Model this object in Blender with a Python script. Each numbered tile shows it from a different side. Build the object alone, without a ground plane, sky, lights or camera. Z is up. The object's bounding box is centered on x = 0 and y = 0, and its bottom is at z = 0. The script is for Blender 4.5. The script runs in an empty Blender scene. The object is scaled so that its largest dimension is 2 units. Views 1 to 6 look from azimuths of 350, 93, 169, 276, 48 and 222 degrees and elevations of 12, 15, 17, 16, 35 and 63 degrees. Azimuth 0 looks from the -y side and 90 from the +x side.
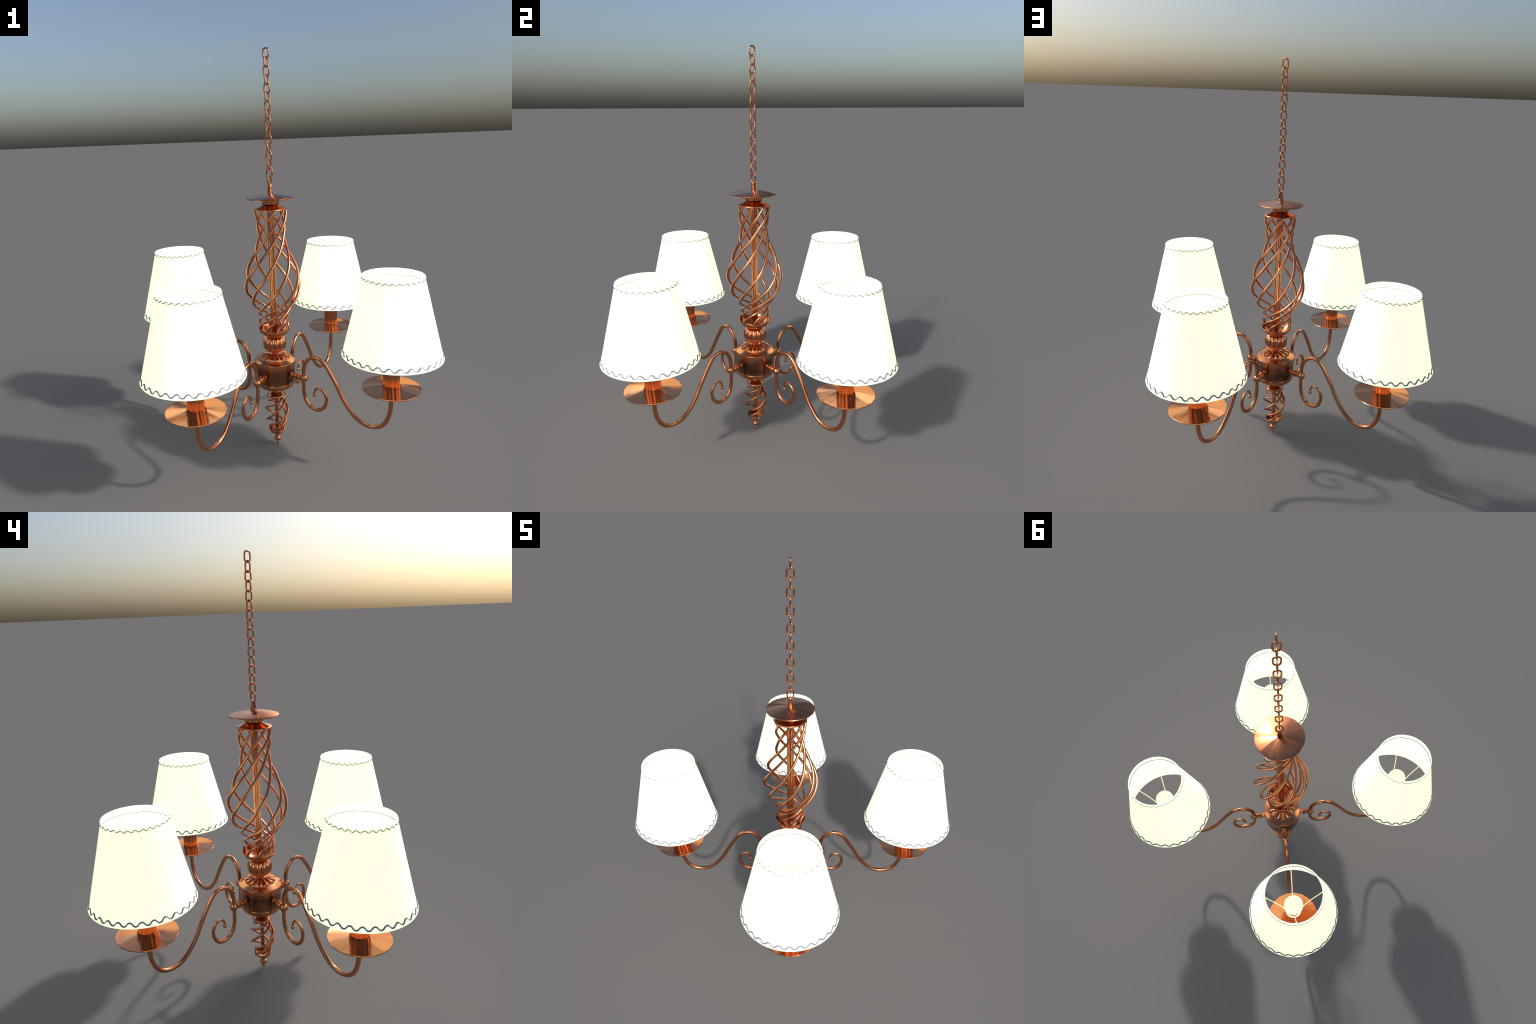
"""Hanging copper chandelier: chain, twisted wire cage, turned hub, four scroll arms,
four lit fabric lampshades with a wavy trim, and a twisted wire finial below."""
import bpy, math
import numpy as np

PI, TAU = math.pi, 2 * math.pi
LAMP_R = 0.6213                       # distance of each lamp from the axis
ARM_AZIMUTHS = (45.1, 135.1, 225.1, 315.1)   # 0 = -y axis, 90 = +x axis


# ------------------------------------------------------------------ helpers
def new_object(name, verts, faces, material, parent=None, sharp=40.0):
    mesh = bpy.data.meshes.new(name)
    mesh.from_pydata([tuple(v) for v in verts], [], faces)
    mesh.validate()
    mesh.polygons.foreach_set("use_smooth", [True] * len(mesh.polygons))
    mesh.set_sharp_from_angle(angle=math.radians(sharp))
    mesh.materials.append(material)
    obj = bpy.data.objects.new(name, mesh)
    bpy.context.scene.collection.objects.link(obj)
    obj.parent = parent
    return obj


def clone(obj, parent=None):
    dup = obj.copy()
    bpy.context.scene.collection.objects.link(dup)
    dup.parent = parent if parent else obj.parent
    return dup


def merge(*parts):
    verts, faces, base = [], [], 0
    for v, f in parts:
        verts += [tuple(p) for p in v]
        faces += [[i + base for i in face] for face in f]
        base += len(v)
    return verts, faces


def spline(knots, values, x):
    """Natural cubic spline through (knots, values), evaluated at x."""
    order = np.argsort(knots)
    k, y = np.asarray(knots, float)[order], np.asarray(values, float)[order]
    n, h = len(k), np.diff(k)
    a, b = np.zeros((n, n)), np.zeros(n)
    a[0, 0] = a[-1, -1] = 1
    for i in range(1, n - 1):
        a[i, i - 1], a[i, i], a[i, i + 1] = h[i - 1], 2 * (h[i - 1] + h[i]), h[i]
        b[i] = 6 * ((y[i + 1] - y[i]) / h[i] - (y[i] - y[i - 1]) / h[i - 1])
    m = np.linalg.solve(a, b)
    x = np.asarray(x, float)
    i = np.clip(np.searchsorted(k, x) - 1, 0, n - 2)
    p, q, s = k[i + 1] - x, x - k[i], h[i]
    return m[i] * p**3 / 6 / s + m[i + 1] * q**3 / 6 / s + (y[i] / s - m[i] * s / 6) * p + (y[i + 1] / s - m[i + 1] * s / 6) * q


def smooth_path(points, count):
    """Chord-length spline through 2D or 3D points."""
    pts = np.asarray(points, float)
    t = np.r_[0, np.cumsum(np.linalg.norm(np.diff(pts, axis=0), axis=1))]
    u = np.linspace(0, t[-1], count)
    return np.stack([spline(t, pts[:, c], u) for c in range(pts.shape[1])], -1)


def lathe(profile, segments=64, closed=False, flute=None, turn=0.0):
    """Surface of revolution of (radius, z) points; flute(angle, r, z) -> (r, z) may reshape it."""
    prof = [tuple(p) for p in profile]
    verts, faces, rows = [], [], []
    for r, z in prof:
        if r < 1e-6:
            rows.append([len(verts)])
            verts.append((0, 0, z))
            continue
        row = []
        for s in range(segments):
            a = TAU * s / segments + turn
            rr, zz = flute(a, r, z) if flute else (r, z)
            row.append(len(verts))
            verts.append((rr * math.cos(a), rr * math.sin(a), zz))
        rows.append(row)
    pairs = list(zip(rows, rows[1:])) + ([(rows[-1], rows[0])] if closed else [])
    for lo, hi in pairs:
        for s in range(segments):
            t = (s + 1) % segments
            if len(lo) == 1 and len(hi) == 1:
                continue
            if len(lo) == 1:
                faces.append([lo[0], hi[t], hi[s]])
            elif len(hi) == 1:
                faces.append([lo[s], lo[t], hi[0]])
            else:
                faces.append([lo[s], lo[t], hi[t], hi[s]])
    return verts, faces


def rounded(profile, radius, steps=3):
    """Round the inner corners of a (radius, z) polyline."""
    p = [np.array(q, float) for q in profile]
    out = [p[0]]
    for a, b, c in zip(p, p[1:], p[2:]):
        d1, d2 = np.linalg.norm(a - b), np.linalg.norm(c - b)
        k = min(radius, d1 * 0.45, d2 * 0.45)
        s, e = b + (a - b) / d1 * k, b + (c - b) / d2 * k
        for i in range(steps + 1):
            t = i / steps
            out.append((1 - t) ** 2 * s + 2 * t * (1 - t) * b + t * t * e)
    out.append(p[-1])
    return [tuple(q) for q in out]


def sweep(path, frame_u, frame_v, ru, rv, sides=10, closed=False):
    """Tube along path with the cross-section spanned by unit vectors frame_u, frame_v."""
    path = np.asarray(path, float)
    n = len(path)
    ru, rv = np.broadcast_to(ru, n), np.broadcast_to(rv, n)
    a = np.arange(sides) * TAU / sides
    verts = (path[:, None, :] + np.cos(a)[None, :, None] * (frame_u * ru[:, None])[:, None, :]
             + np.sin(a)[None, :, None] * (frame_v * rv[:, None])[:, None, :]).reshape(-1, 3)
    faces = []
    for i in range(n if closed else n - 1):
        j = (i + 1) % n
        for s in range(sides):
            t = (s + 1) % sides
            faces.append([i * sides + s, i * sides + t, j * sides + t, j * sides + s])
    if not closed:
        faces.append(list(range(sides))[::-1])
        faces.append([(n - 1) * sides + s for s in range(sides)])
    return verts, faces


def plane_tube(path2, radius, sides=14, closed=False):
    """Round tube along a curve in the local xz plane."""
    p = np.asarray(path2, float)
    if closed:
        t = np.roll(p, -1, 0) - np.roll(p, 1, 0)
    else:
        t = np.gradient(p, axis=0)
    t /= np.linalg.norm(t, axis=1)[:, None]
    u = np.stack([-t[:, 1], 0 * t[:, 0], t[:, 0]], -1)
    v = np.tile([0.0, 1.0, 0.0], (len(p), 1))
    return sweep(np.stack([p[:, 0], 0 * p[:, 0], p[:, 1]], -1), u, v, radius, radius, sides, closed)


def straight_tube(a, b, radius, sides=8):
    return bent_tube(np.array([a, b], float), radius, sides)


def bent_tube(path, radius, sides=8):
    path = np.asarray(path, float)
    t = np.gradient(path, axis=0)
    t /= np.linalg.norm(t, axis=1)[:, None]
    ref = np.array([0.0, 0.0, 1.0]) if abs(t[0, 2]) < 0.9 else np.array([1.0, 0.0, 0.0])
    if abs(t[0] @ ref) > 0.9:
        ref = np.array([0.0, 1.0, 0.0])
    u = np.cross(np.tile(ref, (len(path), 1)), t)
    u /= np.linalg.norm(u, axis=1)[:, None]
    return sweep(path, u, np.cross(t, u), radius, radius, sides)


def ball(radius, segments=24, rings=12, centre=(0, 0, 0), squash=1.0):
    prof = [(radius * math.sin(PI * i / rings), -radius * squash * math.cos(PI * i / rings)) for i in range(rings + 1)]
    prof[0], prof[-1] = (0, prof[0][1]), (0, prof[-1][1])
    v, f = lathe(prof, segments)
    return [(x + centre[0], y + centre[1], z + centre[2]) for x, y, z in v], f


# ---------------------------------------------------------------- materials
def nodes_of(name):
    mat = bpy.data.materials.new(name)
    mat.use_nodes = True
    tree = mat.node_tree
    return mat, tree, tree.nodes["Principled BSDF"]


def add(tree, kind, **values):
    node = tree.nodes.new(kind)
    for key, val in values.items():
        if key in node.inputs:
            node.inputs[key].default_value = val
        else:
            setattr(node, key, val)
    return node


def ramp(tree, source, stops):
    node = tree.nodes.new("ShaderNodeValToRGB")
    tree.links.new(source, node.inputs["Fac"])
    el = node.color_ramp.elements
    while len(el) < len(stops):
        el.new(0.5)
    for e, (pos, col) in zip(el, stops):
        e.position, e.color = pos, (*col, 1)
    return node


COPPER_DARK, COPPER, COPPER_LIGHT = (0.565, 0.222, 0.106), (0.615, 0.248, 0.120), (0.66, 0.272, 0.136)


def copper_material(name, stretch=(6, 6, 1.2), radial=False, rough=(0.17, 0.30), bump=0.004, dark_band=None, lean=None):
    mat, tree, bsdf = nodes_of(name)
    link = tree.links.new
    coord = add(tree, "ShaderNodeTexCoord").outputs["Object"]
    if radial:      # spokes of brushed metal: noise over the angle round the local z axis
        sep = add(tree, "ShaderNodeSeparateXYZ")
        link(coord, sep.inputs[0])
        ang = add(tree, "ShaderNodeMath", operation="ARCTAN2")
        link(sep.outputs["Y"], ang.inputs[0]); link(sep.outputs["X"], ang.inputs[1])
        rad = add(tree, "ShaderNodeVectorMath", operation="LENGTH")
        link(coord, rad.inputs[0])
        com = add(tree, "ShaderNodeCombineXYZ")
        sa, ca = add(tree, "ShaderNodeMath", operation="SINE"), add(tree, "ShaderNodeMath", operation="COSINE")
        link(ang.outputs[0], sa.inputs[0]); link(ang.outputs[0], ca.inputs[0])
        low = add(tree, "ShaderNodeMath", operation="MULTIPLY"); low.inputs[1].default_value = 1.5
        link(rad.outputs["Value"], low.inputs[0])
        link(sa.outputs[0], com.inputs[0]); link(ca.outputs[0], com.inputs[1]); link(low.outputs[0], com.inputs[2])
        vec = com.outputs[0]
    else:
        mp = add(tree, "ShaderNodeMapping")
        mp.inputs["Scale"].default_value = stretch
        link(coord, mp.inputs["Vector"])
        vec = mp.outputs[0]
    streak = add(tree, "ShaderNodeTexNoise", Scale=5.0 if radial else 9.0, Detail=4.0, Roughness=0.6)
    link(vec, streak.inputs["Vector"])
    cloud = add(tree, "ShaderNodeTexNoise", Scale=22.0, Detail=5.0, Roughness=0.65, Distortion=0.6)
    link(coord, cloud.inputs["Vector"])
    mix = add(tree, "ShaderNodeMath", operation="MULTIPLY_ADD")
    mix.inputs[1].default_value = 0.5
    half = add(tree, "ShaderNodeMath", operation="MULTIPLY"); half.inputs[1].default_value = 0.5
    link(streak.outputs["Fac"], half.inputs[0])
    link(cloud.outputs["Fac"], mix.inputs[0]); link(half.outputs[0], mix.inputs[2])
    col = ramp(tree, mix.outputs[0], [(0.32, COPPER_DARK), (0.5, COPPER), (0.68, COPPER_LIGHT)])
    if dark_band:       # soft dark band between two heights, blotchy
        low, high, depth = dark_band
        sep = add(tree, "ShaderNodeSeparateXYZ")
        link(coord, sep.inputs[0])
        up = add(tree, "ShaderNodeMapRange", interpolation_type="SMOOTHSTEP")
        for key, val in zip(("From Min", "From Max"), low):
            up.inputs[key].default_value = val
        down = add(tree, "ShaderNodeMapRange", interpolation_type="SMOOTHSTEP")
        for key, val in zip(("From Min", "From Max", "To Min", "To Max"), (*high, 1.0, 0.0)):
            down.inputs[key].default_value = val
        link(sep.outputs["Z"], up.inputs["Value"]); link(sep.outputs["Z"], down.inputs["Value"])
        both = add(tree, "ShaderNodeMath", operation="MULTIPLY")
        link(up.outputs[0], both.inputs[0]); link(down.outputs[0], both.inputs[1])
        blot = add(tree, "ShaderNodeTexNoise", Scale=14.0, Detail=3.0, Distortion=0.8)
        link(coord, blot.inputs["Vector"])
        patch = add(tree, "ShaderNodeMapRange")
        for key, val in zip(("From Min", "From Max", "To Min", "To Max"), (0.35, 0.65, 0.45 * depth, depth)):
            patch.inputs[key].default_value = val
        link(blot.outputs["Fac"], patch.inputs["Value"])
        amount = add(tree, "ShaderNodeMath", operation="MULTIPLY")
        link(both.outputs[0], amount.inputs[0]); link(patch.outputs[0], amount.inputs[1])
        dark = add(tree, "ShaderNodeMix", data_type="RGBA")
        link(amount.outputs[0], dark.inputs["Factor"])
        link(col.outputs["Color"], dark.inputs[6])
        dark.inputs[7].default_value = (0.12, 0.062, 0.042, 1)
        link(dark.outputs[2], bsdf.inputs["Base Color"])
    else:
        link(col.outputs["Color"], bsdf.inputs["Base Color"])
    r = add(tree, "ShaderNodeMapRange")
    r.inputs["From Min"].default_value, r.inputs["From Max"].default_value = 0.3, 0.7
    r.inputs["To Min"].default_value, r.inputs["To Max"].default_value = rough
    link(cloud.outputs["Fac"], r.inputs["Value"])
    link(r.outputs[0], bsdf.inputs["Roughness"])
    bsdf.inputs["Metallic"].default_value = 1.0
    bp = add(tree, "ShaderNodeBump", Strength=bump, Distance=0.02)
    link(streak.outputs["Fac"], bp.inputs["Height"])
    if lean:        # normals bent off the true shape, in wedges, to place bright and dark reflections
        inward, inward_per_m, swirl, wedges, spread = lean

        def math(op, a, b=None):
            node = add(tree, "ShaderNodeMath", operation=op)
            for i, q in enumerate((a, b)):
                if q is None:
                    continue
                if isinstance(q, (int, float)):
                    node.inputs[i].default_value = q
                else:
                    link(q, node.inputs[i])
            return node.outputs[0]

        flat = add(tree, "ShaderNodeCombineXYZ")
        link(sep.outputs["X"], flat.inputs[0]); link(sep.outputs["Y"], flat.inputs[1])
        dist = add(tree, "ShaderNodeVectorMath", operation="LENGTH")
        link(flat.outputs[0], dist.inputs[0])
        part = math("FLOOR", math("MULTIPLY", ang.outputs[0], wedges / TAU))
        chance = add(tree, "ShaderNodeTexWhiteNoise", noise_dimensions="1D")
        link(part, chance.inputs["W"])
        soft = math("ADD", math("MULTIPLY", math("SUBTRACT", chance.outputs["Value"], 0.5), spread),
                    math("MULTIPLY", math("SUBTRACT", streak.outputs["Fac"], 0.5), spread))
        out_amount = math("MULTIPLY", math("ADD", math("MULTIPLY", dist.outputs["Value"], inward_per_m), inward), -1.0)
        side_amount = math("ADD", soft, swirl)
        tilt = add(tree, "ShaderNodeCombineXYZ")
        link(math("ADD", math("MULTIPLY", ca.outputs[0], out_amount), math("MULTIPLY", sa.outputs[0], side_amount)), tilt.inputs[0])
        link(math("SUBTRACT", math("MULTIPLY", sa.outputs[0], out_amount), math("MULTIPLY", ca.outputs[0], side_amount)), tilt.inputs[1])
        world = add(tree, "ShaderNodeVectorTransform", vector_type="VECTOR", convert_from="OBJECT", convert_to="WORLD")
        link(tilt.outputs[0], world.inputs[0])
        both_n = add(tree, "ShaderNodeVectorMath", operation="ADD")
        link(bp.outputs["Normal"], both_n.inputs[0]); link(world.outputs[0], both_n.inputs[1])
        unit = add(tree, "ShaderNodeVectorMath", operation="NORMALIZE")
        link(both_n.outputs[0], unit.inputs[0])
        link(unit.outputs[0], bsdf.inputs["Normal"])
    else:
        link(bp.outputs["Normal"], bsdf.inputs["Normal"])
    return mat


def lit_material(name, base, glow, strength, weave=0.0):
    mat, tree, bsdf = nodes_of(name)
    link = tree.links.new
    bsdf.inputs["Roughness"].default_value = 0.45
    bsdf.inputs["Emission Strength"].default_value = strength
    bsdf.inputs["Base Color"].default_value = (*base, 1)
    coord = add(tree, "ShaderNodeTexCoord").outputs["Object"]
    noise = add(tree, "ShaderNodeTexNoise", Scale=7.0, Detail=3.0)
    link(coord, noise.inputs["Vector"])
    c = ramp(tree, noise.outputs["Fac"], [(0.3, tuple(g * 0.97 for g in glow)), (0.7, glow)])
    link(c.outputs["Color"], bsdf.inputs["Emission Color"])
    if weave:
        w = add(tree, "ShaderNodeTexWave", Scale=160.0, bands_direction="Z")
        link(coord, w.inputs["Vector"])
        bp = add(tree, "ShaderNodeBump", Strength=weave, Distance=0.001)
        link(w.outputs["Fac"], bp.inputs["Height"])
        link(bp.outputs["Normal"], bsdf.inputs["Normal"])
    return mat


copper = copper_material("copper")
copper_wire = copper_material("copper_wire", stretch=(5, 5, 1.5), rough=(0.15, 0.24), bump=0.001)
copper_polished = copper_material("copper_polished", rough=(0.12, 0.24), bump=0.002)
copper_hub = copper_material("copper_hub", rough=(0.12, 0.24), bump=0.002, dark_band=((0.358, 0.384), (0.436, 0.472), 0.95))
copper_disc = copper_material("copper_disc", radial=True, rough=(0.15, 0.26), bump=0.006, lean=(0.0, 0.0, 0.14, 18, 0.22))
copper_dish = copper_material("copper_dish", radial=True, rough=(0.13, 0.22), bump=0.004, lean=(0.275, 2.0, 0.09, 20, 0.10))
shade_cloth = lit_material("lit_shade_cloth", (0.80, 0.80, 0.74), (1.0, 1.0, 0.59), 1.0, weave=0.02)
lining_cloth = lit_material("lit_lining_cloth", (0.40, 0.40, 0.38), (1.0, 1.0, 0.74), 1.0)  # base colour darkened to dim the light bouncing inside the shade
bulb_glass = lit_material("lit_bulb_glass", (0.25, 0.25, 0.20), (1.0, 0.97, 0.64), 0.9)
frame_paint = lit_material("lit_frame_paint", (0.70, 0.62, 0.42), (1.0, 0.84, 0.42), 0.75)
trim_cord, _tree, _b = nodes_of("trim_cord")
_n = add(_tree, "ShaderNodeTexNoise", Scale=60.0, Detail=2.0)
_c = ramp(_tree, _n.outputs["Fac"], [(0.3, (0.25, 0.27, 0.31)), (0.7, (0.30, 0.32, 0.36))])  # grey tinted blue to carry the sky's reflection in the colour
_tree.links.new(_c.outputs["Color"], _b.inputs["Base Color"])
_b.inputs["Roughness"].default_value = 0.6
_b.inputs["Metallic"].default_value = 0.25

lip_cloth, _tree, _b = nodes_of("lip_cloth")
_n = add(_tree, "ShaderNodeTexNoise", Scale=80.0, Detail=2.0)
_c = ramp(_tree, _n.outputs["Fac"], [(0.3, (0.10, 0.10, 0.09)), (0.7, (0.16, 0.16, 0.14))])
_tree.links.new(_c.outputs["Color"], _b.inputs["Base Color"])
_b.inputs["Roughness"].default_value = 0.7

# --------------------------------------------------------------------- root
root = bpy.data.objects.new("chandelier", None)
bpy.context.scene.collection.objects.link(root)
root["label"] = "copper chandelier on a chain with four glowing white lampshades"
root["category"] = "chandelier"

# -------------------------------------------------------------------- chain
LINK_PITCH, LINK_COUNT, LINK_HALF_H, LINK_HALF_W, WIRE = 0.03885, 16, 0.0258, 0.0186, 0.0038


def link_path():
    hw, hh, pts = LINK_HALF_W - WIRE, LINK_HALF_H - WIRE, []
    corner = hw * 0.88
    for cx, cz, a0 in ((hw - corner, hh - corner, 0), (corner - hw, hh - corner, 90), (corner - hw, corner - hh, 180), (hw - corner, corner - hh, 270)):
        for i in range(7):
            a = math.radians(a0 + 15 * i)
            pts.append((cx + corner * math.cos(a), cz + corner * math.sin(a)))
    return pts


first_link = None
for i in range(LINK_COUNT):
    if first_link is None:
        v, f = plane_tube(link_path(), WIRE, 10, closed=True)
        first_link = chain_link = new_object("chain_link", v, f, copper, root)
    else:
        chain_link = clone(first_link)
    chain_link.location = (0, 0, 2.0 - LINK_HALF_H - i * LINK_PITCH)
    chain_link.rotation_euler = (0, 0, math.radians(-45 if i % 2 == 0 else 45))

# hanging eye under the last link: a tapered frustum with a slot through it
legs = smooth_path([(0.0082, 1.330), (0.0075, 1.345), (0.0062, 1.360), (0.0045, 1.3695), (0.0, 1.3735),
                    (-0.0045, 1.3695), (-0.0062, 1.360), (-0.0075, 1.345), (-0.0082, 1.330)], 41)
t = np.gradient(legs, axis=0); t /= np.linalg.norm(t, axis=1)[:, None]
depth = 0.0108 - 0.0040 * (legs[:, 1] - 1.330) / 0.0435
eye = sweep(np.stack([legs[:, 0], 0 * legs[:, 0], legs[:, 1]], -1), np.stack([-t[:, 1], 0 * t[:, 0], t[:, 0]], -1),
            np.tile([0.0, 1.0, 0.0], (len(legs), 1)), 0.0036, depth, 14)
foot = lathe(rounded([(0.0, 1.341), (0.0095, 1.3425), (0.0118, 1.336), (0.0122, 1.328), (0.0, 1.326)], 0.002), 24)
v, f = merge(eye, foot)
hanging_eye = new_object("hanging_eye", v, f, copper, root)
hanging_eye.rotation_euler = (0, 0, math.radians(-45))

# ---------------------------------------------------------------- top of the stem
profile = [(r, 1.3146 + 0.0172 * (1 - (r / 0.115) ** 2)) for r in np.linspace(0, 0.1125, 10)]
profile += [(0.1142, 1.3146), (0.1150, 1.3134), (0.1150, 1.3098), (0.1138, 1.3084), (0.1110, 1.3084), (0.080, 1.3120), (0.0, 1.3160)]
v, f = lathe(profile, 24, turn=0.1)
new_object("top_disc", v, f, copper_disc, root, 30)
v, f = lathe(rounded([(0.0, 1.3125), (0.0405, 1.3125), (0.0418, 1.3105), (0.0418, 1.2832), (0.0408, 1.2818), (0.0, 1.2818)], 0.0008), 24)
new_object("collar", v, f, copper, root, 30)
cap_profile = rounded([(0.018, 1.2835), (0.034, 1.2815), (0.040, 1.2778), (0.058, 1.2692), (0.0785, 1.2625), (0.0812, 1.2590), (0.0800, 1.2545),
                       (0.0755, 1.2548), (0.055, 1.2640), (0.030, 1.2745), (0.014, 1.2765)], 0.002)
v, f = lathe(cap_profile, 56)
new_object("cage_cap", v, f, copper, root)

# central rod with shallow flutes and a pointed foot
rod_flutes = lambda a, r, z: (r * (1 + 0.10 * math.cos(6 * a)), z)
v, f = lathe(rounded([(0.0, 1.288), (0.0158, 1.288), (0.0160, 0.660), (0.0150, 0.6500), (0.0095, 0.6485), (0.0105, 0.628), (0.013, 0.606), (0.0, 0.60)], 0.001), 64, flute=rod_flutes)
new_object("center_rod", v, f, copper_wire, root)


# --------------------------------------------------------------- twisted wires
def twisted_wire(z_knots, r_knots, turn_knots, z0, z1, thick, count=150, sides=12):
    """A wire on a surface of revolution: radius and turn (degrees) are splines over height."""
    z = np.linspace(z0, z1, count)
    r, a = spline(z_knots, r_knots, z), np.radians(spline(z_knots, turn_knots, z))
    path = np.stack([r * np.cos(a), r * np.sin(a), z], -1)
    radial = np.stack([np.cos(a), np.sin(a), 0 * a], -1)
    along = np.stack([-np.sin(a), np.cos(a), 0 * a], -1)
    up = np.tile([0.0, 0.0, 1.0], (count, 1))
    tangent = np.gradient(path, axis=0)
    tangent /= np.linalg.norm(tangent, axis=1)[:, None]
    # section half way between a level disc (the wire was twisted) and a true normal section
    out = radial - tangent * np.sum(radial * tangent, 1)[:, None]
    out /= np.linalg.norm(out, axis=1)[:, None]
    side = np.cross(tangent, out)
    slope = np.abs(tangent[:, 2])
    tk = thick(z) if callable(thick) else thick
    return sweep(path, out, side, tk, tk * (0.52 + 0.48 * slope), sides)


CAGE_Z = [1.265, 1.20, 1.12, 1.05, 0.97, 0.90, 0.84, 0.78, 0.73, 0.69, 0.655, 0.60]
CAGE_R = [0.0745, 0.0700, 0.0632, 0.0835, 0.1190, 0.1358, 0.1280, 0.0985, 0.0695, 0.0710, 0.0712, 0.0660]
CAGE_TURN = [50.1, 15.0, -36.1, -77.2, -107.5, -128.7, -148.1, -178.0, -229.4, -285.4, -310.4, -319.0]
thin = lambda z: np.interp(z, [0.63, 0.70, 0.80, 0.92, 1.05, 1.26], [0.0060, 0.0063, 0.0074, 0.0080, 0.0074, 0.0065])
v, f = twisted_wire(CAGE_Z, CAGE_R, CAGE_TURN, 1.260, 0.634, thin, 190)
wire = new_object("cage_wire", v, f, copper_wire, root, 80)
for k in range(1, 8):
    w = clone(wire)
    w.rotation_euler = (0, 0, k * TAU / 8)

# cup below the cage
cup_profile = rounded([(0.0, 0.590), (0.026, 0.594), (0.0275, 0.600), (0.041, 0.6085), (0.062, 0.6245), (0.0785, 0.6425), (0.0808, 0.6500), (0.0790, 0.6520),
                       (0.0765, 0.6490), (0.0735, 0.6430), (0.058, 0.6270), (0.037, 0.6125), (0.0, 0.6080)], 0.002)
v, f = lathe(cup_profile, 56)
new_object("cage_cup", v, f, copper, root)

# ---------------------------------------------------------- fluted knob and hub
LOBES = 12


def lobe(a):
    """0 in the crease, 1 on the crown; creases every 30 degrees, 15 degrees off the -y axis."""
    return abs(math.sin((a + math.radians(90 - 15)) * LOBES / 2)) ** 0.75


knob_profile = [(0.0190, 0.5130), (0.0205, 0.5170), (0.0225, 0.5205), (0.0335, 0.5275), (0.0445, 0.5345), (0.0535, 0.5450), (0.0590, 0.5580), (0.0605, 0.5690),
                (0.0592, 0.5810), (0.0550, 0.5930), (0.0480, 0.6020), (0.0385, 0.6065), (0.0300, 0.6035), (0.0265, 0.5985)]
knob = smooth_path(knob_profile, 48)


def knob_flute(a, r, z):
    k = np.clip((r - 0.026) / 0.02, 0, 1)
    return r * (1 - 0.105 * k * (1 - lobe(a))), z


v, f = lathe(knob, 192, flute=knob_flute)
new_object("fluted_knob", v, f, copper_polished, root, 70)

lid_r = [0.1010, 0.0880, 0.0747, 0.0600, 0.0450, 0.0320, 0.0240, 0.0200]
lid_z = [0.4832, 0.4893, 0.4945, 0.4990, 0.5040, 0.5095, 0.5140, 0.5185]
lid_rows = [(r, float(spline(lid_r, lid_z, r))) for r in np.r_[np.linspace(0.1005, 0.0758, 8), np.linspace(0.0750, 0.0722, 6), np.linspace(0.0705, 0.0200, 30)]]


def petal(a, r, z):
    """Raised petals round the neck, blunt at their outer ends."""
    c = lobe(a)
    edge = 0.0738 + 0.0012 * c
    rise = np.clip((edge - r) / 0.0028, 0, 1) * np.clip((r - 0.021) / 0.030, 0, 1)
    return r, z + rise * (0.0010 + 0.0078 * c)


hub_lower = rounded([(0.0, 0.338), (0.026, 0.338), (0.072, 0.3395), (0.0895, 0.3445), (0.0970, 0.3545), (0.0993, 0.3640), (0.0985, 0.3690), (0.0972, 0.3705), (0.0968, 0.3760),
                     (0.0990, 0.3900), (0.1005, 0.4300), (0.1010, 0.4540), (0.1030, 0.4590), (0.1050, 0.4640), (0.1058, 0.4780), (0.1052, 0.4822), (0.1030, 0.4836), (0.1005, 0.4829)], 0.0018)
lower = lathe(hub_lower, 192)
upper = lathe(lid_rows, 192, flute=petal)
v, f = merge(lower, upper)
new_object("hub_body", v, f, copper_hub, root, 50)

# --------------------------------------------------------------- lower finial
v, f = lathe(rounded([(0.0, 0.345), (0.0265, 0.343), (0.025, 0.330), (0.0215, 0.314), (0.0225, 0.306), (0.034, 0.2985), (0.0455, 0.2895), (0.0470, 0.2855), (0.0455, 0.2815), (0.0425, 0.2815), (0.030, 0.289), (0.0, 0.295)], 0.0018), 48)
new_object("finial_cap", v, f, copper, root)
v, f = lathe([(0.0, 0.296), (0.0098, 0.296), (0.0098, 0.086), (0.007, 0.080), (0.0, 0.078)], 20)
new_object("finial_rod", v, f, copper_wire, root)
FIN_Z = [0.285, 0.255, 0.225, 0.195, 0.165, 0.135, 0.105, 0.08]
FIN_R = [0.0410, 0.0400, 0.0510, 0.0590, 0.0565, 0.0425, 0.0375, 0.0370]
FIN_TURN = [78.2, -1.7, -81.2, -124.0, -158.0, -214.5, -291.1, -336.9]
v, f = twisted_wire(FIN_Z, FIN_R, FIN_TURN, 0.284, 0.0815, 0.0069, 130)
wire = new_object("finial_wire", v, f, copper_wire, root, 80)
for k in range(1, 4):
    w = clone(wire)
    w.rotation_euler = (0, 0, k * TAU / 4)
v, f = lathe(rounded([(0.0, 0.055), (0.0085, 0.054), (0.0095, 0.0590), (0.019, 0.0640), (0.032, 0.0740), (0.0425, 0.0865), (0.0440, 0.0925), (0.0425, 0.0940), (0.0405, 0.0910), (0.029, 0.0775), (0.015, 0.0700), (0.0, 0.0690)], 0.0015), 48)
new_object("finial_cup", v, f, copper, root)
drop = [(0.0, 0.060), (0.0105, 0.0585), (0.0108, 0.0560), (0.0095, 0.0525)]
drop += [(0.0195 * math.sin(a), 0.0372 + 0.0148 * math.cos(a)) for a in np.linspace(0.55, PI - 0.25, 14)]
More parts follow.
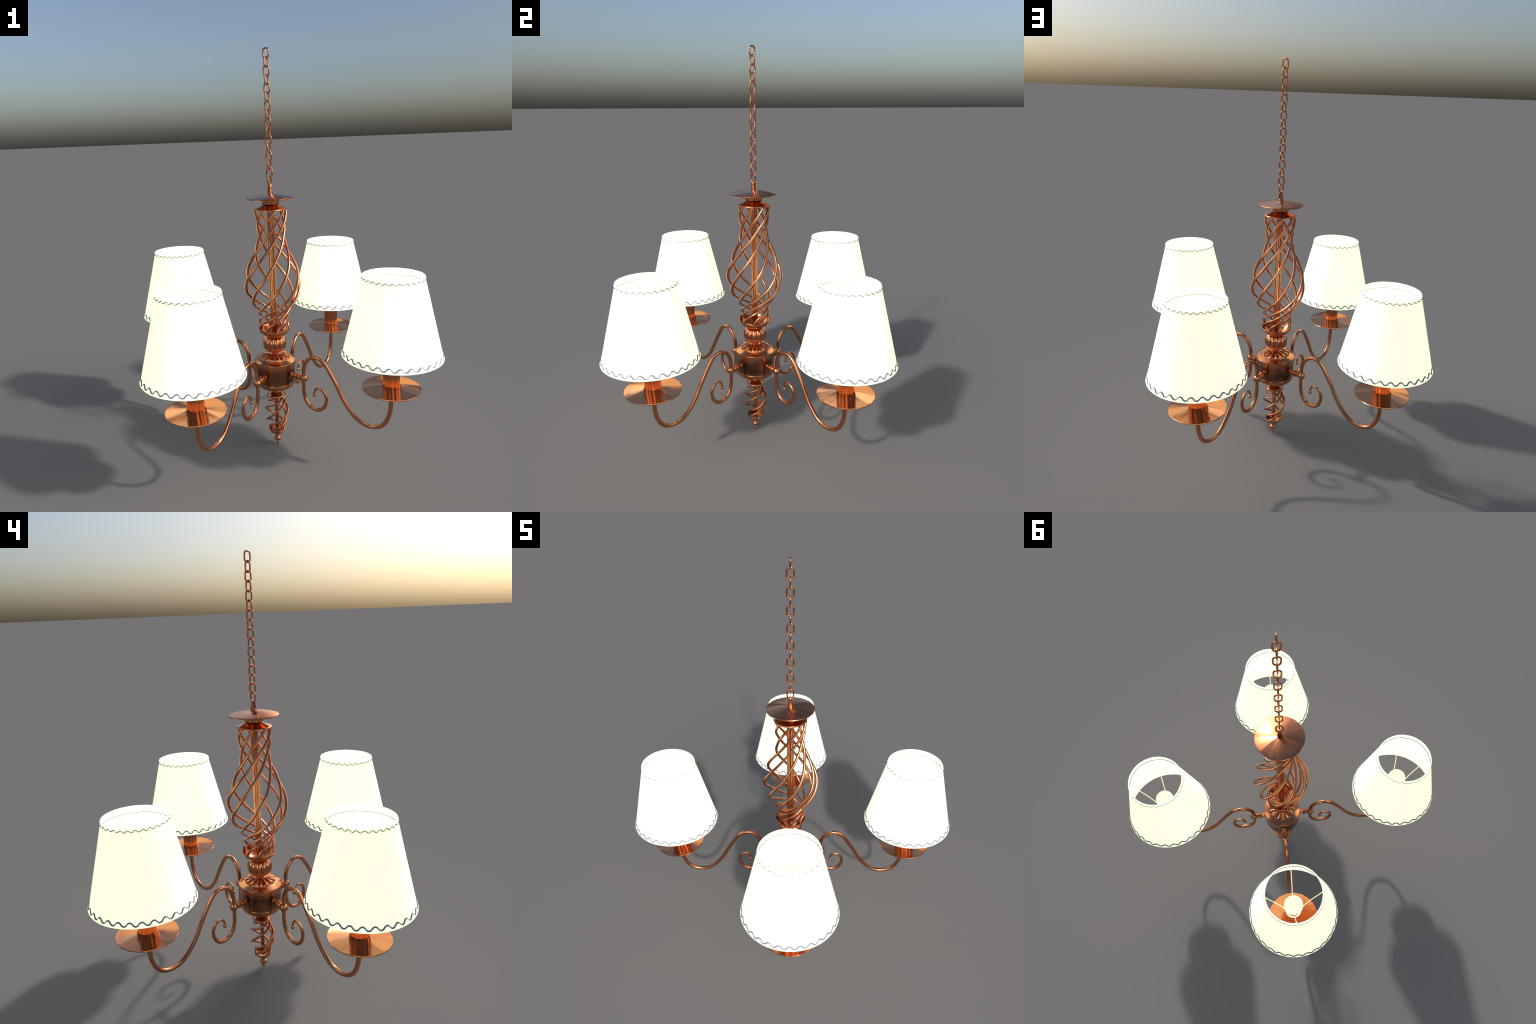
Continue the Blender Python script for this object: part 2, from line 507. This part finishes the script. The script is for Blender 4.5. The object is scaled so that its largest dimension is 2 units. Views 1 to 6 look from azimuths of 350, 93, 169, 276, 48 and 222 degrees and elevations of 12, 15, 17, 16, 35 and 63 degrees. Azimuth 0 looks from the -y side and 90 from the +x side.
drop += [(0.0040, 0.0215), (0.0040, 0.0165)]
drop += [(0.0064 * math.sin(a), 0.0085 + 0.0085 * math.cos(a)) for a in np.linspace(0.65, PI, 10)]
drop[-1] = (0.0, 0.0)
v, f = lathe(drop, 32)
new_object("finial_drop", v, f, copper_polished, root, 50)

# --------------------------------------------------------------------- arms
ARM = [(0.1675, 0.4150), (0.1670, 0.4400), (0.1698, 0.4695), (0.1830, 0.5040), (0.2120, 0.5305), (0.2470, 0.5360), (0.2800, 0.5182), (0.3090, 0.4810), (0.3350, 0.4400),
       (0.3600, 0.3960), (0.3900, 0.3430), (0.4180, 0.3065), (0.4430, 0.2810), (0.4750, 0.2608), (0.5240, 0.2525), (0.5720, 0.2680), (0.6040, 0.3090), (0.6180, 0.3600), (0.6213, 0.4125), (0.6213, 0.4790)]
SCROLL = [(0.1672, 0.4100), (0.1658, 0.3700), (0.1680, 0.3350), (0.1765, 0.3035), (0.1945, 0.2775), (0.2230, 0.2635), (0.2530, 0.2640), (0.2760, 0.2800), (0.2912, 0.3130), (0.2905, 0.3420),
          (0.2800, 0.3635), (0.2640, 0.3755), (0.2480, 0.3775), (0.2340, 0.3690), (0.2272, 0.3540), (0.2265, 0.3400)]
arm_curve, scroll_curve = smooth_path(ARM, 120), smooth_path(SCROLL, 90)
arm_mesh = merge(plane_tube(arm_curve, np.linspace(0.0096, 0.0104, 120), 16))
s = np.linspace(0, 1, 90)
scroll_mesh = plane_tube(scroll_curve, np.interp(s, [0, 0.25, 0.5, 0.75, 1.0], [0.0086, 0.0094, 0.0098, 0.0076, 0.0044]), 16)
scroll_tip = ball(0.0096, 20, 10, (0.2264, 0, 0.3378))

# turned connector from the hub to the joint ball, lathed round the local x axis
conn = rounded([(0.0950, 0.0), (0.0950, 0.0125), (0.1010, 0.0125), (0.1020, 0.0108), (0.1225, 0.0108), (0.1240, 0.0140), (0.1262, 0.0195), (0.1312, 0.0195), (0.1332, 0.0140),
                (0.1348, 0.0112), (0.1368, 0.0150), (0.1390, 0.0168), (0.1420, 0.0168), (0.1445, 0.0125), (0.1560, 0.0100), (0.1600, 0.0)], 0.0010)
cv, cf = lathe([(r, x) for x, r in conn], 28)
connector_mesh = ([(z, x, y + 0.416) for x, y, z in cv], cf)

dish_profile = [(r, 0.4752 + 0.0165 * (1 - (r / 0.1325) ** 2)) for r in np.linspace(0, 0.1300, 10)]
dish_profile += [(0.1317, 0.4755), (0.1325, 0.4738), (0.1322, 0.4708), (0.1295, 0.4694), (0.080, 0.4760), (0.0, 0.4800)]
dish_mesh = lathe(dish_profile, 20, turn=PI / 20)
sleeve_mesh = lathe(rounded([(0.0, 0.4870), (0.0380, 0.4870), (0.0376, 0.498), (0.0360, 0.660), (0.0345, 0.6665), (0.0310, 0.6665), (0.0300, 0.640), (0.0, 0.636)], 0.0012), 80,
                    flute=lambda a, r, z: (r * (1 + 0.10 * (abs(math.cos(5 * a)) - 0.75)), z))

# lampshade: thin cone, banded top and bottom
Z_LOW, Z_HIGH = 0.6350, 0.9965


def wall(z):
    return 0.2185 + (z - Z_LOW) / 0.36 * (0.1325 - 0.2185)


n_rows = 14
outer = [(wall(z), z) for z in np.linspace(Z_LOW, Z_HIGH, n_rows)]
inner = [(wall(z) - 0.0030, z) for z in np.linspace(Z_HIGH - 0.0002, Z_LOW + 0.0002, n_rows)]
shade_mesh = lathe(outer + inner, 72, closed=True)

WAVES, STEPS = 30, 360


def ring_rows(rows):
    """Join rows of (radius, z) functions of the angle into a closed strip."""
    verts, faces = [], []
    for rad, hgt in rows:
        for k in range(STEPS):
            a = TAU * k / STEPS
            z = hgt(a)
            r = rad(z)
            verts.append((r * math.cos(a), r * math.sin(a), z))
    for j in range(len(rows) - 1):
        for k in range(STEPS):
            m = (k + 1) % STEPS
            faces.append([j * STEPS + k, j * STEPS + m, (j + 1) * STEPS + m, (j + 1) * STEPS + k])
    return verts, faces


BAND, TOP_BAND = 0.0034, 0.0024
const = lambda z: (lambda a: z)
proud = lambda d: (lambda z: wall(z) + d)


def soft_wave(middle, height, phase):
    """Cord line: a sine with slightly flattened crests."""
    return lambda a: middle + height * math.tanh(1.15 * math.cos(WAVES * a - phase)) / math.tanh(1.15)


def beside(wave, shift, radius):
    """The wave moved sideways by shift, square to its own run, so that the cord keeps an even width."""
    n = STEPS * 4
    ang = np.arange(-n // 8, n + n // 8) * TAU / n
    z = np.array([wave(a) for a in ang])
    slope = np.gradient(z, ang * radius)
    k = np.sqrt(1 + slope**2)
    moved_a, moved_z = ang - shift * slope / k / radius, z + shift / k
    return lambda a: float(np.interp(a, moved_a, moved_z))


low_wave, top_wave = soft_wave(0.6489, 0.0070, 0.0), soft_wave(0.9884, 0.0037, 1.2)
low_under, low_over = beside(low_wave, -0.0025, 0.218), beside(low_wave, 0.0025, 0.218)
top_under, top_over = beside(top_wave, -0.0020, 0.134), beside(top_wave, 0.0020, 0.134)
low_band = ring_rows([(proud(-0.0034), const(0.6338)), (proud(BAND), const(0.6338)), (proud(BAND), lambda a: 0.5 * (0.6338 + low_under(a))), (proud(BAND), low_under)])
low_edge = ring_rows([(proud(BAND), low_under), (proud(0.5 * BAND + 0.0008), low_wave), (proud(-0.0004), low_over)])
LINING = 0.0062
top_band = ring_rows([(proud(TOP_BAND), top_over), (proud(TOP_BAND), lambda a: 0.5 * (0.9976 + top_over(a))), (proud(TOP_BAND), const(0.9976)), (proud(-0.0032), const(0.9976))])
lining = ring_rows([(proud(-LINING), const(0.9665)), (proud(-LINING), const(0.80)), (proud(-LINING), const(0.636)), (proud(-0.0028), const(0.636))])
top_edge = ring_rows([(proud(-0.0004), top_under), (proud(TOP_BAND - 0.0002), lambda a: 0.7 * top_under(a) + 0.3 * top_over(a)), (proud(TOP_BAND + 0.0009), top_wave), (proud(TOP_BAND - 0.0002), top_over)])
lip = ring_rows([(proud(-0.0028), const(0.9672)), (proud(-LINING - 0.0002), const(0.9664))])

# wire frame inside the shade: a ring on the candle sleeve, four bent spokes, four thin lines down the wall
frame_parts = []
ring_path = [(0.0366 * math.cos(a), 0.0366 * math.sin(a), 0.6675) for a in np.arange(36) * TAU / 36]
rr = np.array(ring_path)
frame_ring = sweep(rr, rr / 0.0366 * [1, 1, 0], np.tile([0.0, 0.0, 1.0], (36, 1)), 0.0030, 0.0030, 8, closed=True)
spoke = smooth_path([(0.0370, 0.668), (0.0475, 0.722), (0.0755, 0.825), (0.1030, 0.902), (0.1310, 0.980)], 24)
wall_line = np.array([(wall(z) - 0.0076, z) for z in np.linspace(0.964, 0.638, 6)])
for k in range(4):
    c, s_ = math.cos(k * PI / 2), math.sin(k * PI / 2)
    for curve, rad in ((spoke, 0.0017), (wall_line, 0.0013)):
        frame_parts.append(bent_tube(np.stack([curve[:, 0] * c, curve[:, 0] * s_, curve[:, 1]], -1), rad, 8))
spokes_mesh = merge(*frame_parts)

bulb_profile = [(0.0, 0.6200), (0.0200, 0.6200), (0.0205, 0.6600), (0.0230, 0.6850), (0.0310, 0.7160), (0.0400, 0.7400)]
bulb_profile += [(0.0465 * math.cos(a), 0.7690 + 0.0465 * math.sin(a)) for a in np.linspace(-0.45, PI / 2, 14)]
bulb_profile[-1] = (0.0, 0.7690 + 0.0465)
bulb_mesh = lathe(smooth_path(bulb_profile[1:], 40).tolist(), 32)

proto = None
for az in ARM_AZIMUTHS:
    turn = math.radians(az - 90)
    centre = (LAMP_R * math.cos(turn), LAMP_R * math.sin(turn), 0)
    if proto is None:
        arm = new_object("arm", *arm_mesh, copper_wire, root, 80)
        scroll = new_object("scroll", *scroll_mesh, copper_wire, arm, 80)
        tip = new_object("scroll_tip", *scroll_tip, copper_polished, arm, 80)
        joint = new_object("joint_ball", *ball(0.0205, 28, 14, (0.1675, 0, 0.4150)), copper_polished, arm, 80)
        connector = new_object("connector", *connector_mesh, copper_polished, arm, 45)
        dish = new_object("drip_dish", *dish_mesh, copper_dish, arm, 30)
        sleeve = new_object("candle_sleeve", *sleeve_mesh, copper_polished, arm, 45)
        dish.location = sleeve.location = (LAMP_R, 0, 0)
        shade = new_object("lampshade", *shade_mesh, shade_cloth, root, 60)
        trims = [new_object("trim_band", *low_band, shade_cloth, shade, 50), new_object("trim_band", *top_band, shade_cloth, shade, 50), new_object("shade_lining", *lining, lining_cloth, shade, 50), new_object("lining_lip", *lip, lip_cloth, shade, 50),
                 new_object("trim_cord", *low_edge, trim_cord, shade, 80), new_object("trim_cord", *top_edge, trim_cord, shade, 80),
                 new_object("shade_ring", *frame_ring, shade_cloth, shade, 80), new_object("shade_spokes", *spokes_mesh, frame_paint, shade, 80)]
        bulb = new_object("light_bulb", *bulb_mesh, bulb_glass, root, 60)
        proto = (arm, (scroll, tip, joint, connector, dish, sleeve), shade, trims, bulb)
    else:
        arm = clone(proto[0], root)
        for part in proto[1]:
            clone(part, arm)
        shade = clone(proto[2], root)
        for part in proto[3]:
            clone(part, shade)
        bulb = clone(proto[4], root)
    arm.rotation_euler = shade.rotation_euler = bulb.rotation_euler = (0, 0, turn)
    shade.location = bulb.location = centre
